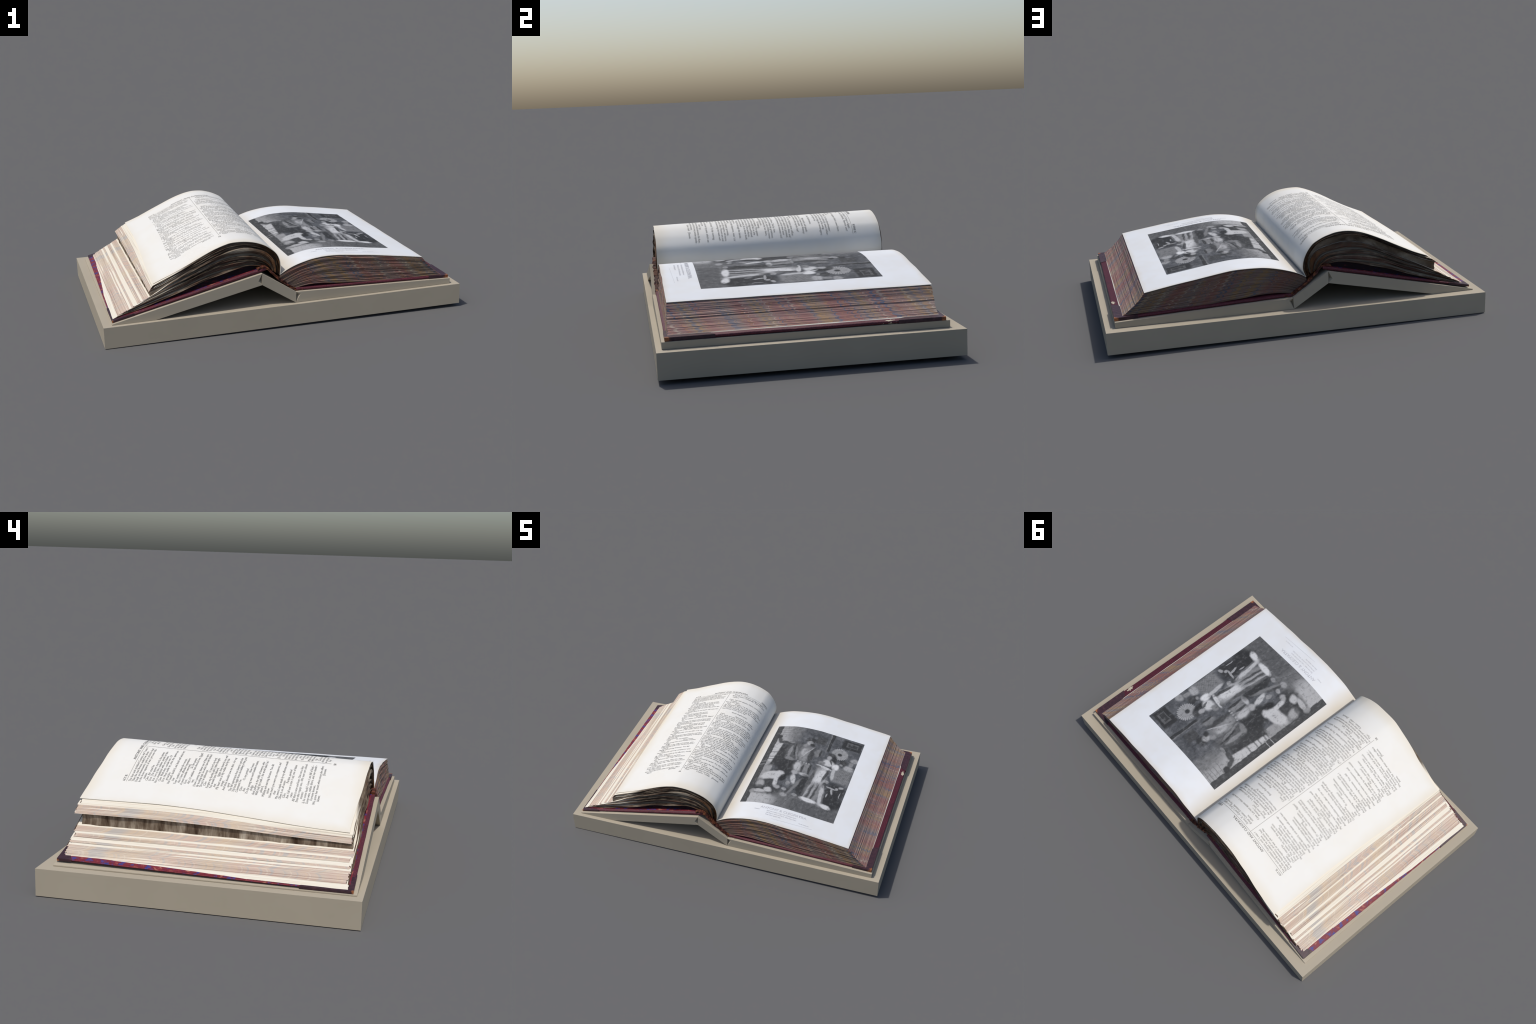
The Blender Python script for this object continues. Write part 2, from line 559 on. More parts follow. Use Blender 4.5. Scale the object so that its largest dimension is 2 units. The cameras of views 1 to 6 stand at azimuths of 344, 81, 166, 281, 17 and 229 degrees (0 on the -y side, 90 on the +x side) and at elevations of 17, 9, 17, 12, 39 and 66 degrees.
    inside = n.math('MULTIPLY', n.range(pu, 0.83, 0.86), n.math('MULTIPLY', n.range(pv, 0.45, 0.48), n.range(pv, 0.62, 0.60)))
    put(n.math('MULTIPLY', n.math('MULTIPLY', chk.outputs['Fac'], inside), 0.4), 92)
    # table with bright vessels
    blob(0.89, 0.34, 0.105, 0.085, 54)
    blob(0.90, 0.21, 0.11, 0.09, 50)
    for (cx, cy, rx, ry, turn) in ((0.84, 0.365, 0.055, 0.008, -6), (0.86, 0.33, 0.010, 0.035, 8), (0.90, 0.375, 0.018, 0.014, 0),
                                   (0.825, 0.27, 0.008, 0.022, 0), (0.94, 0.40, 0.026, 0.014, 20), (0.95, 0.31, 0.006, 0.03, 0)):
        blob(cx, cy, rx, ry, 184, turn)
    # soldier: cloak, raised arm, cuirass, kilt, legs
    blob(0.31, 0.68, 0.085, 0.12, 88, 0)
    blob(0.335, 0.46, 0.055, 0.12, 56)
    blob(0.27, 0.66, 0.018, 0.085, 132, 0, power=0.9)
    blob(0.315, 0.70, 0.014, 0.075, 56, 8)
    blob(0.345, 0.66, 0.016, 0.085, 124, 14, power=0.9)
    blob(0.38, 0.62, 0.014, 0.085, 60, 14)
    blob(0.30, 0.575, 0.055, 0.020, 126, -8, power=0.8)
    blob(0.18, 0.772, 0.085, 0.020, 70, -8)
    blob(0.10, 0.80, 0.020, 0.045, 74, 20)
    blob(0.078, 0.85, 0.026, 0.026, 56)
    blob(0.24, 0.785, 0.035, 0.009, 150)
    blob(0.445, 0.855, 0.058, 0.034, 56)
    blob(0.435, 0.815, 0.034, 0.028, 160)
    blob(0.47, 0.795, 0.026, 0.020, 58)
    blob(0.405, 0.775, 0.026, 0.022, 158)
    blob(0.44, 0.665, 0.078, 0.100, 128)
    blob(0.42, 0.69, 0.034, 0.045, 168, power=0.8)
    blob(0.45, 0.61, 0.028, 0.022, 166, power=0.7)
    blob(0.505, 0.67, 0.028, 0.10, 68)
    box(0.46, 0.70, 0.006, 0.075, 176, -24, 0.5, 0.7)
    blob(0.565, 0.72, 0.036, 0.050, 118)
    blob(0.59, 0.72, 0.012, 0.045, 60)
    blob(0.47, 0.495, 0.098, 0.068, 122)
    blob(0.415, 0.50, 0.036, 0.055, 176, 4)
    blob(0.475, 0.49, 0.012, 0.055, 70)
    blob(0.515, 0.50, 0.018, 0.050, 128)
    blob(0.55, 0.50, 0.014, 0.06, 62)
    for cx in (0.40, 0.43, 0.46, 0.49, 0.52):
        blob(cx, 0.565 - (cx - 0.40) * 0.05, 0.010, 0.009, 186)
    blob(0.415, 0.425, 0.036, 0.022, 190, -6)
    blob(0.52, 0.425, 0.055, 0.018, 172, -4)
    blob(0.43, 0.345, 0.024, 0.060, 184, 14)
    blob(0.40, 0.285, 0.022, 0.022, 168)
    blob(0.555, 0.30, 0.07, 0.13, 54)
    blob(0.47, 0.26, 0.022, 0.11, 118, -16)
    blob(0.43, 0.22, 0.016, 0.06, 72, -20)
    blob(0.405, 0.145, 0.036, 0.020, 176, -10)
    blob(0.51, 0.172, 0.028, 0.016, 166)
    # kneeling man
    blob(0.20, 0.19, 0.16, 0.075, 62)
    blob(0.195, 0.34, 0.115, 0.052, 182, 18, soft=0.2)
    blob(0.27, 0.375, 0.045, 0.035, 186, -20)
    blob(0.20, 0.262, 0.075, 0.036, 66)
    blob(0.262, 0.29, 0.024, 0.075, 186, 8)
    blob(0.305, 0.215, 0.034, 0.022, 180, -20)
    blob(0.385, 0.205, 0.026, 0.016, 176)
    blob(0.32, 0.33, 0.036, 0.040, 46)
    blob(0.115, 0.235, 0.045, 0.042, 150, 20)
    blob(0.115, 0.20, 0.040, 0.018, 78, -10, power=0.7)
    blob(0.225, 0.165, 0.050, 0.026, 176, -34)
    blob(0.14, 0.145, 0.075, 0.018, 168, -10)
    blob(0.065, 0.14, 0.026, 0.026, 156)
    # robed lady
    blob(0.715, 0.74, 0.040, 0.030, 70)
    blob(0.699, 0.705, 0.022, 0.026, 186)
    blob(0.755, 0.69, 0.030, 0.055, 50)
    blob(0.71, 0.64, 0.060, 0.038, 196, -8)
    blob(0.645, 0.62, 0.040, 0.020, 150, 12)
    blob(0.80, 0.615, 0.036, 0.034, 216)
    blob(0.735, 0.655, 0.010, 0.03, 92, 20)
    blob(0.69, 0.575, 0.085, 0.013, 206, -10)
    blob(0.63, 0.565, 0.03, 0.018, 92)
    blob(0.67, 0.42, 0.078, 0.15, 164, -2)
    blob(0.685, 0.46, 0.042, 0.10, 206, -8, power=0.85)
    blob(0.60, 0.36, 0.022, 0.17, 84, -4)
    blob(0.735, 0.49, 0.016, 0.08, 72, -8)
    blob(0.80, 0.53, 0.022, 0.075, 178, 6)
    blob(0.765, 0.42, 0.030, 0.020, 188, 14)
    blob(0.76, 0.36, 0.022, 0.05, 58)
    blob(0.68, 0.26, 0.085, 0.11, 122)
    for cx, tone in ((0.615, 158), (0.645, 74), (0.67, 156), (0.695, 70), (0.725, 128)):
        blob(cx, 0.25, 0.010, 0.11, tone, -5, power=0.9)
    blob(0.77, 0.25, 0.026, 0.11, 182, 6)
    blob(0.80, 0.22, 0.010, 0.08, 96, 10, power=0.8)
    blob(0.665, 0.16, 0.090, 0.020, 208, -4)
    blob(0.85, 0.145, 0.060, 0.022, 206, -16)
    # burin work: drapery modelling and fine hatching over the whole plate
    def tone(fac, lo, hi, dark, light):
        state['c'] = n.mix(n.range(fac, 0.5, hi, 0.0, dark), state['c'], lin(36, 38, 41))
        state['c'] = n.mix(n.range(fac, 0.5, lo, 0.0, light), state['c'], lin(200, 202, 205))

    tone(n.noise(n.stretch(34.0, 20.0, 1.0, flat), 1.0, 4, 0.6), 0.25, 0.75, 0.5, 0.10)
    tone(n.noise(n.stretch(130.0, 80.0, 1.0, flat), 1.0, 2, 0.6), 0.2, 0.85, 0.3, 0.0)
    return n.done(state['c'])


# ------------------------------------------------------------------ roots
def root(name, label, category):
    e = bpy.data.objects.new(name, None)
    e.empty_display_size = 0.1
    bpy.context.scene.collection.objects.link(e)
    e.matrix_world = FRAME
    e["label"] = label
    e["category"] = category
    return e


stand = root('display_stand', 'beige plinth carrying a folded three board book cradle', 'book stand')
book = root('open_book', 'old open folio with marbled edges, printed text and engraving', 'book')

M_STAND = mat_stand()
M_PAGE_TEXT = mat_paper('text_paper', lin(213, 212, 207), lin(207, 200, 185), -0.715, -0.03, 0.572, -0.572)
M_PAGE_PLATE = mat_paper('plate_paper', lin(208, 211, 214), lin(197, 190, 177), 0.795, -0.035, 0.562, -0.588, 0.035, 0.15)
M_FORE_BOUND = mat_fore_edge_bound()
M_CAP_LOOSE = mat_cap_loose()
M_CAP_PALE = mat_cap_loose('pale_tail_edge', lin(128, 122, 110), 0.55)  # same edge mixed towards a pale grey
M_CAP_RED = mat_cap_loose('reddish_tail_edge', lin(92, 58, 52), 0.45)
M_FORE_LOOSE = mat_fore_edge_loose('faded_fore_edge', 0.5)
M_LINED = mat_fore_edge_loose('lined_fore_edge', 0.9)
M_MARGIN = mat_leaf_margin()
M_RECESS = mat_gap_wall()
M_SECTION = mat_section_leaf()
M_CLOTH = mat_cloth()
M_SPINE = mat_spine()
M_END = mat_endpaper()
M_END_SHADED = mat_endpaper_shaded()
M_INK = mat_ink('black_ink', lin(112, 111, 108))
M_INK_PALE = mat_ink('grey_ink', lin(172, 173, 178))


# ------------------------------------------------------------------ stand: plinth and cradle
def box_faces():
    return [(0, 1, 2, 3), (7, 6, 5, 4), (0, 4, 5, 1), (1, 5, 6, 2), (2, 6, 7, 3), (3, 7, 4, 0)]


X, Y, H = PLINTH_HALF_X, PLINTH_HALF_Y, PLINTH_HEIGHT
plinth = make_object('plinth', [(-X, -Y, -H), (-X, Y, -H), (X, Y, -H), (X, -Y, -H), (-X, -Y, 0), (-X, Y, 0), (X, Y, 0), (X, -Y, 0)],
                     box_faces(), [M_STAND], None, stand, 30)
fix_normals(plinth)

CR_Y0, CR_Y1 = -0.622, 0.590
TIP, RIDGE, VALLEY, END = (-0.947, 0.0055), (-0.1445, 0.184), (0.043, 0.0605), (0.9445, 0.0308)
RIDGE_LOW, VALLEY_LOW = (-0.1457, 0.1215), (0.0395, 0.0015)


def board(outline, notch=None):
    """Prism of an (x, z) outline; notch = (top, side, low) corner cut into each end where two boards hinge."""
    verts, faces = [], []
    n = len(outline)
    for y in (CR_Y0, CR_Y1):
        verts += [(x, y, z) for x, z in outline]
    for i in range(n):
        j = (i + 1) % n
        faces.append((i, j, n + j, n + i))
    if notch is None:
        faces += [tuple(range(n - 1, -1, -1)), tuple(range(n, 2 * n))]
    else:
        a, b, side = notch
        for end, y, inward in ((0, CR_Y0, 0.022), (n, CR_Y1, -0.022)):
            verts.append((side[0], y, side[1]))
            si = len(verts) - 1
            cx = (outline[a][0] * 1.2 + outline[b][0] * 1.2 + side[0] * 0.6) / 3
            cz = (outline[a][1] + outline[b][1] + side[1]) / 3
            verts.append((cx, y + inward, cz))
            qi = len(verts) - 1
            loop = [end + i for i in range(n)]
            k = loop.index(end + b)
            assert (a + 1) % n == b
            loop.insert(k, si)
            faces.append(tuple(loop))
            faces += [(end + a, si, qi), (si, end + b, qi), (end + b, end + a, qi)]
    return flat_faces(fix_normals(make_object('cradle_board', verts, faces, [M_STAND], None, stand, 3)))


board([(TIP[0], 0.0012), (-0.72, 0.0012), RIDGE_LOW, RIDGE, TIP], (2, 3, (-0.1665, 0.143)))
board([(RIDGE[0] + 0.0006, RIDGE[1]), (RIDGE_LOW[0] + 0.0006, RIDGE_LOW[1]), (VALLEY_LOW[0] - 0.0006, VALLEY_LOW[1]),
       (VALLEY[0] - 0.0006, VALLEY[1])])
board([VALLEY_LOW, (END[0], 0.0015), END, VALLEY], (3, 0, (0.066, 0.047)))


# ------------------------------------------------------------------ covers
def cover_z_left(x, y=0.0):
    lift = 0.006 * smooth(-0.3, 0.58, y) * smooth(-0.55, -0.93, x)      # the board has sprung up a little at the head
    return lerp(0.0065, 0.1855, (x + 0.947) / 0.8025) + 0.002 + lift


def cover_t_left(x):
    return lerp(0.0080, 0.0160, min(1.0, max(0.0, (x + 0.944) / 0.6)))


def cover_z_right(x, y=0.0):
    return lerp(VALLEY[1], END[1], (x - 0.043) / 0.9015) + 0.002


def rounded_board(name, outline, zf, thick, mat, parent, lip=0.004, step=0.02, wobble=0.0012):
    """Thin board over an (x, y) outline with a rounded edge."""
    pts = []
    m = len(outline)
    for i in range(m):
        a, b = Vector(outline[i]), Vector(outline[(i + 1) % m])
        k = max(1, int((b - a).length / step))
        pts += [a.lerp(b, j / k) for j in range(k)]
    c = sum(pts, Vector((0, 0))) / len(pts)
    rings = ((lip, 0.0), (lip * 0.3, 0.18), (0.0, 0.5), (lip * 0.3, 0.82), (lip, 1.0))
    verts, faces = [], []
    for inset, h in rings:
        for p in pts:
            w = wobble * noise.noise(Vector((p.x * 14, p.y * 14, h * 0.8)))
            q = Vector((p.x - math.copysign(inset + w, p.x - c.x) * (abs(p.x - c.x) > 0.30 * (max(o[0] for o in outline) - min(o[0] for o in outline))),
                        p.y - math.copysign(inset + w, p.y - c.y) * (abs(p.y - c.y) > 0.30 * (max(o[1] for o in outline) - min(o[1] for o in outline)))))
            verts.append((q.x, q.y, zf(q.x, q.y) + h * thick(q.x) + w))
    k = len(pts)
    for r in range(len(rings) - 1):
        for i in range(k):
            j = (i + 1) % k
            faces.append((r * k + i, r * k + j, (r + 1) * k + j, (r + 1) * k + i))
    faces.append(tuple(range(k - 1, -1, -1)))
    faces.append(tuple(range((len(rings) - 1) * k, len(rings) * k)))
    return fix_normals(make_object(name, verts, faces, [mat], None, parent, 50))




def cover_t_right(x):
    return 0.0130


L_COVER = [(-0.942, -0.606), (-0.118, -0.606), (-0.118, 0.579), (-0.926, 0.581)]
R_COVER = [(0.046, -0.606), (0.9375, -0.607), (0.9435, 0.571), (0.046, 0.571)]
left_cover = rounded_board('cover_board', L_COVER, cover_z_left, cover_t_left, M_CLOTH, book)
right_cover = rounded_board('cover_board', R_COVER, cover_z_right, cover_t_right, M_CLOTH, book)

# leather corner pieces folded round the fore-edge corners
for cov, cx, sy, cy, zf, parent in ((L_COVER, -0.942, 1, -0.606, cover_z_left, left_cover), (L_COVER, -0.926, -1, 0.581, cover_z_left, left_cover),
                                    (R_COVER, 0.9375, 1, -0.607, cover_z_right, right_cover), (R_COVER, 0.9435, -1, 0.571, cover_z_right, right_cover)):
    sx = 1 if cx < 0 else -1
    run = 0.06 if (cx < 0 and sy < 0) else 0.205
    e = 0.0016
    tri = [(cx - sx * e, cy - sy * e), (cx + sx * 0.115, cy - sy * e), (cx - sx * e + sx * 0.004 * (0), cy + sy * run)]
    M = mat_leather('corner_leather', [(cx, cy, zf(cx) + 0.004, 0.009 if cx < 0 else 0.024)])
    t = (cover_t_left(cx) if cx < 0 else cover_t_right(cx)) + 0.003
    pts = [tri[0], tri[1], (cx + sx * 0.03, cy + sy * (run - 0.015)), tri[2]]
    verts, faces = [], []
    for h, ins in ((-0.0012, 0.0), (t * 0.5, -0.001), (t - 0.0012, 0.0)):
        for (px, py) in pts:
            verts.append((px + (-sx * -ins if px == tri[0][0] else 0), py, zf(px, py) + h))
    for r in (0, 1):
        for i in range(4):
            j = (i + 1) % 4
            faces.append((r * 4 + i, r * 4 + j, (r + 1) * 4 + j, (r + 1) * 4 + i))
    faces += [(3, 2, 1, 0), (8, 9, 10, 11)]
    ob = make_object('corner_leather', verts, faces, [M], None, parent, 50)
    ob.parent = parent
    fix_normals(ob)

# spine leather bent over the middle board, ragged at head and tail
SPINE_PATH = Profile([(-0.165, 0.203), (-0.128, 0.214), (-0.103, 0.198), (-0.075, 0.166), (-0.035, 0.128), (0.012, 0.092), (0.046, 0.069), (0.085, 0.067)])


def spine_point(s, k, v):
    p, q = SPINE_PATH.at(s), SPINE_PATH.at(s + 0.01)
    nrm = Vector((-(q - p).y, (q - p).x)).normalized()
    t = (k - 0.5) * 0.013 + 0.004 * noise.noise(Vector((s * 9, v * 14, k)))
    y = lerp(-0.604, 0.570, v)
    rag = 0.010 * noise.noise(Vector((s * 14, 3.0 if v < 0.5 else 8.0, k * 2.0)))
    y += rag * (1 if v in (0.0, 1.0) else 0)
    return Vector((p.x + nrm.x * t, y, p.y + nrm.y * t))


slab('spine', spine_point, 40, 3, 60, [M_SPINE], (0, 0, 0, 0), book)


# ------------------------------------------------------------------ text block, right half (bound, arched)
R_TOP_F = Profile([(-0.036, 0.1575), (0.0073, 0.1806), (0.0553, 0.2), (0.1034, 0.2136), (0.1516, 0.2236), (0.212, 0.2296), (0.2727, 0.2291), (0.346, 0.2233), (0.42, 0.2144), (0.5075, 0.203), (0.6289, 0.1856), (0.7052, 0.1745), (0.7885, 0.1608)])
R_TOP_B = Profile([(-0.034, 0.155), (-0.0068, 0.1708), (0.0376, 0.1901), (0.0818, 0.2047), (0.1259, 0.2159), (0.1698, 0.2243), (0.2135, 0.2288), (0.279, 0.2301), (0.3442, 0.2272), (0.4093, 0.219), (0.5046, 0.2045), (0.6074, 0.1888), (0.7094, 0.1725), (0.7906, 0.1575)])
R_BOT = Profile([(0.044, 0.074), (0.1, 0.083), (0.15, 0.0855), (0.22, 0.083), (0.3, 0.075), (0.37, 0.069), (0.46, 0.062), (0.58, 0.0572), (0.7, 0.0535), (0.81, 0.05), (0.905, 0.047)])
R_SPINE = Profile([(0.044, 0.074), (-0.008, 0.102), (-0.036, 0.128), (-0.034, 0.157)])


def right_layer(k, s, v):
    top = R_TOP_F.at(s).lerp(R_TOP_B.at(s), smooth(0, 1, v))
    bot = R_BOT.at(s)
    p = bot.lerp(top, k)
    # sewn edge hugs the spine curve, fore-edge is hollow
    sp = R_SPINE.at(k)
    base = bot.lerp(top, k)
    w = (1 - smooth(0.0, 0.14, s))
    b0 = R_BOT.at(0).lerp(R_TOP_F.at(0).lerp(R_TOP_B.at(0), v), k)
    p = p + (sp - b0) * w
    p.x -= 0.011 * math.sin(math.pi * k) * smooth(0.55, 1.0, s)
    p.y += 0.010 * math.sin(math.pi * k) * smooth(0.0, 0.35, s) * (1 - s)
    return p


def right_section(k0, k1, seed, roles=(0, 1, 2, 1), name='page_section', front=0.0, back=0.0, reach=0.0, nk=None):
    rnd = random.Random(seed)
    nk = nk or max(3, int((k1 - k0) * 60))
    rows = [(rnd.uniform(-1, 1), rnd.uniform(-1, 1), rnd.uniform(-1, 1)) for _ in range(nk + 1)]

    def P(s, kk, v):
        k = lerp(k0, k1, kk)
        j = round(kk * nk)
        inner = 0 < j < nk
        p = right_layer(k, s, v)
        y0 = lerp(-0.594, -0.586, k) + front
        y1 = lerp(0.552, 0.5625, k) + back
        if v == 0.0:
            y0 += 0.0014 * rows[j][0] + 0.003 * noise.noise(Vector((s * 6, k * 30, 1.0)))
        if v == 1.0:
            y1 += 0.0014 * rows[j][1] + 0.003 * noise.noise(Vector((s * 6, k * 30, 5.0)))
        x = p.x
        if s == 1.0:
            x += 0.0009 * rows[j][2] + 0.0018 * noise.noise(Vector((v * 5, k * 40, 9.0))) + reach
        return Vector((x, lerp(y0, y1, v), p.y + 0.0006 * noise.noise(Vector((s * 8, v * 8, k * 20)))))

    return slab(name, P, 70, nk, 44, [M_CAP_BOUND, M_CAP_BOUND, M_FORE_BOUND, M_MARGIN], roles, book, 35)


xs = [-0.03, 0.04, 0.10, 0.16, 0.26, 0.40, 0.54, 0.68, 0.79, 0.905]
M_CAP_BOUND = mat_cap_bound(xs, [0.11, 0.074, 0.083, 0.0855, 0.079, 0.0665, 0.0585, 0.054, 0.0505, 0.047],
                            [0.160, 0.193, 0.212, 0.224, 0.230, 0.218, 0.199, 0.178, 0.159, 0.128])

cuts = [0.03, 0.16, 0.27, 0.41, 0.50, 0.63, 0.72, 0.82, 0.90, 0.955]
right_section(0.0, 0.028, 3, (1, 1, 3, 3), 'flyleaf', -0.001, 0.0015, 0.0015, 2)
for i, (a, b) in enumerate(zip(cuts, cuts[1:])):
    r = random.Random(40 + i)
    right_section(a, b - 0.002, 100 + i, front=r.uniform(-0.002, 0.002), back=r.uniform(-0.002, 0.002), reach=r.uniform(-0.0015, 0.0015))
right_section(0.956, 0.984, 77, front=0.004, back=-0.005, reach=-0.002, nk=3)


def plate_point(s, k, v, lift=0.0):
    p = right_layer(1.0, s, v)
    q = right_layer(1.0, min(1.0, s + 0.004), v) if s < 0.996 else p
    o = right_layer(1.0, s - 0.004, v) if s > 0.004 else p
    t = (q - o).normalized()
    nrm = Vector((-t.y, t.x))
    h = 0.0018 + lift + (k - 1) * 0.0022 + 0.0012 * noise.noise(Vector((s * 5, v * 6, 2.0)))
    y = lerp(-0.587, 0.563, v)
    y += 0.0025 * noise.noise(Vector((s * 9, 4.0, v))) * (2 * abs(v - 0.5)) ** 6
    return Vector((p.x + nrm.x * h, y, p.y + nrm.y * h))


plate_page = slab('page', plate_point, 110, 1, 90, [M_PAGE_PLATE, M_MARGIN], (0, 1, 1, 1), book, 50)


# ------------------------------------------------------------------ text block, left half (fanned, curling)
L_BOT = Profile([(-0.108, 0.206), (-0.145, 0.217), (-0.19, 0.2225), (-0.236, 0.221), (-0.31, 0.2045), (-0.385, 0.184), (-0.455, 0.166), (-0.53, 0.141), (-0.6, 0.1155), (-0.7, 0.0845), (-0.8, 0.0555), (-0.925, 0.021)])
GAP_LO_F = Profile([(-0.06, 0.17), (-0.059, 0.2), (-0.065, 0.237), (-0.096, 0.2775), (-0.127, 0.2995), (-0.159, 0.312), (-0.2025, 0.323), (-0.257, 0.325), (-0.312, 0.3155), (-0.37, 0.297), (-0.426, 0.275), (-0.482, 0.25), (-0.537, 0.2255), (-0.628, 0.1785), (-0.69, 0.142), (-0.745, 0.113)])
GAP_HI_F = Profile([(-0.053, 0.166), (-0.052, 0.2), (-0.0575, 0.239), (-0.089, 0.2812), (-0.1226, 0.3038), (-0.1563, 0.3166), (-0.2011, 0.328), (-0.2573, 0.3298), (-0.3135, 0.3203), (-0.372, 0.3015), (-0.428, 0.2795), (-0.4847, 0.2545), (-0.54, 0.23), (-0.63, 0.184), (-0.6975, 0.1535), (-0.741, 0.1395)])
GAP_LO_B = Profile([(-0.06, 0.17), (-0.054, 0.21), (-0.06, 0.25), (-0.0938, 0.2905), (-0.165, 0.3137), (-0.2126, 0.3228), (-0.26, 0.3238), (-0.308, 0.317), (-0.3565, 0.303), (-0.405, 0.2825), (-0.4488, 0.2595), (-0.5188, 0.225), (-0.59, 0.1926), (-0.66, 0.16), (-0.71, 0.1355), (-0.748, 0.1165)])
GAP_HI_B = Profile([(-0.052, 0.165), (-0.04, 0.213), (-0.045, 0.255), (-0.062, 0.291), (-0.1, 0.331), (-0.165, 0.3535), (-0.23, 0.3605), (-0.3, 0.355), (-0.37, 0.332), (-0.45, 0.2955), (-0.53, 0.2575), (-0.61, 0.219), (-0.67, 0.193), (-0.75, 0.167)])
L_TOP_F = Profile([(-0.036, 0.154), (-0.0335, 0.176), (-0.0322, 0.2019), (-0.0372, 0.2394), (-0.0548, 0.2758), (-0.0883, 0.3069), (-0.1219, 0.3288), (-0.1667, 0.3472), (-0.2115, 0.3566), (-0.2562, 0.3603), (-0.3009, 0.359), (-0.335, 0.3505), (-0.3705, 0.338), (-0.4154, 0.319), (-0.4717, 0.291), (-0.5282, 0.261), (-0.5842, 0.2335), (-0.6288, 0.213), (-0.7155, 0.176)])
L_TOP_B = Profile([(-0.034, 0.157), (-0.0196, 0.1947), (-0.0189, 0.2256), (-0.0277, 0.2603), (-0.0447, 0.294), (-0.0686, 0.3246), (-0.0923, 0.3412), (-0.1278, 0.359), (-0.1633, 0.371), (-0.1989, 0.379), (-0.2463, 0.3812), (-0.294, 0.375), (-0.3419, 0.3619), (-0.3901, 0.3434), (-0.4387, 0.322), (-0.4851, 0.3001), (-0.5626, 0.263), (-0.61, 0.241), (-0.683, 0.2135)])


def left_layer(kind, k, s, v):
    """kind 'low': between the cover and the gap; 'high': between the gap and the top leaf."""
    v0 = v
    # ridge runs straight from tail to head; towards the fore-edge the leaves sag at the tail
    sag = 0.75 * smooth(0.0, 0.72, v) + 0.25 * min(1.0, v / 0.72)
    v = lerp(v, sag, smooth(0.5, 0.9, s))
    if kind == 'low':
        a = L_BOT.at(s)
        b = GAP_LO_F.at(s).lerp(GAP_LO_B.at(s), v)
    else:
        a = GAP_HI_F.at(s).lerp(GAP_HI_B.at(s), v)
        b = L_TOP_F.at(s).lerp(L_TOP_B.at(s), v)
    p = a.lerp(b, k)
    if kind == 'low':
        p.x += (-0.011 + 0.012 * v) * (1 - k) ** 2 * smooth(0.8, 1.0, s)
    else:                                   # between tail and head the loose bundle belly out a little
        full = math.sin(math.pi * v0) * smooth(0.5, 0.82, s) * (1 - 0.7 * smooth(0.85, 1.0, s))
        p.x -= 0.004 * full
        p.y += 0.011 * full
    return p


def left_section(kind, k0, k1, seed, roles=(0, 1, 2, 1), name='page_section', front=0.0, back=0.0, reach=0.0, nk=None, s0=0.0, s1=1.0):
    rnd = random.Random(seed)
    nk = nk or max(2, int((k1 - k0) * (34 if kind == 'low' else 10)))
    rows = [(rnd.uniform(-1, 1), rnd.uniform(-1, 1), rnd.uniform(-1, 1)) for _ in range(nk + 1)]

    def P(s, kk, v):
        k = lerp(k0, k1, kk)
        j = round(kk * nk)
        ss = lerp(s0, s1, s)
        p = left_layer(kind, k, ss, v)
        hi = 1.0 if kind == 'high' else k * 0.5
        y0 = -0.581 + front + 0.010 * hi * smooth(0.55, 1.0, ss)
        y1 = lerp(0.566, 0.560, k) + back + 0.014 * hi * smooth(0.55, 1.0, ss)
        if v == 0.0:
            y0 += 0.0035 * rows[j][0] + 0.006 * noise.noise(Vector((ss * 7, k * 14 + seed, 1.0)))
        if v == 1.0:
            y1 += 0.0035 * rows[j][1] + 0.006 * noise.noise(Vector((ss * 7, k * 14 + seed, 5.0)))
        x, z = p.x, p.y
        if s == 1.0:
            d = 0.0007 * rows[j][2] + 0.0016 * noise.noise(Vector((v * 3, k * 8 + seed, 9.0))) + reach
            x -= d
        z += 0.0014 * noise.noise(Vector((ss * 5, v * 5, seed))) * smooth(0.2, 1.0, ss)
        return Vector((x, lerp(y0, y1, v), z))

    return slab(name, P, 64, nk, 48, [M_SECTION, M_CAP_LOOSE, M_FORE_LOOSE, M_MARGIN, M_RECESS, M_LINED, M_CAP_PALE, M_CAP_RED], roles, book, 35)


# (low k, high k, fore-edge look, sticks out)
LOOSE = [(0.00, 0.125, 3, 0.001), (0.13, 0.23, 5, 0.001), (0.235, 0.39, 2, 0.0015), (0.392, 0.455, 5, 0.0005), (0.46, 0.508, 3, -0.001),
         (0.512, 0.575, 2, 0.001), (0.58, 0.675, 3, -0.001), (0.68, 0.785, 5, 0.001), (0.788, 0.835, 3, 0.0), (0.838, 1.0, 2, 0.001)]
for i, (a, b, look, out) in enumerate(LOOSE):
    r = random.Random(300 + i)
    left_section('low', a, b, 10 + i, (0, 6 if i % 3 == 1 else 7 if i % 3 == 2 else 1, look, 1), front=(-0.005, 0.006, 0.001)[i % 3], back=(0.003, -0.007, -0.002)[i % 3], reach=out)
for i, (a, b) in enumerate(((0.0, 0.12), (0.125, 0.25), (0.255, 0.37), (0.375, 0.50), (0.505, 0.60))):
    left_section('high', a, b, 31 + i, (0, 1, 2, 1), front=0.001 * (-1) ** i, back=0.002 * (-1) ** i, reach=0.0, nk=2)
left_section('high', 0.605, 0.90, 39, (0, 1, 3, 1), front=0.001, back=-0.003, reach=0.0, nk=4)


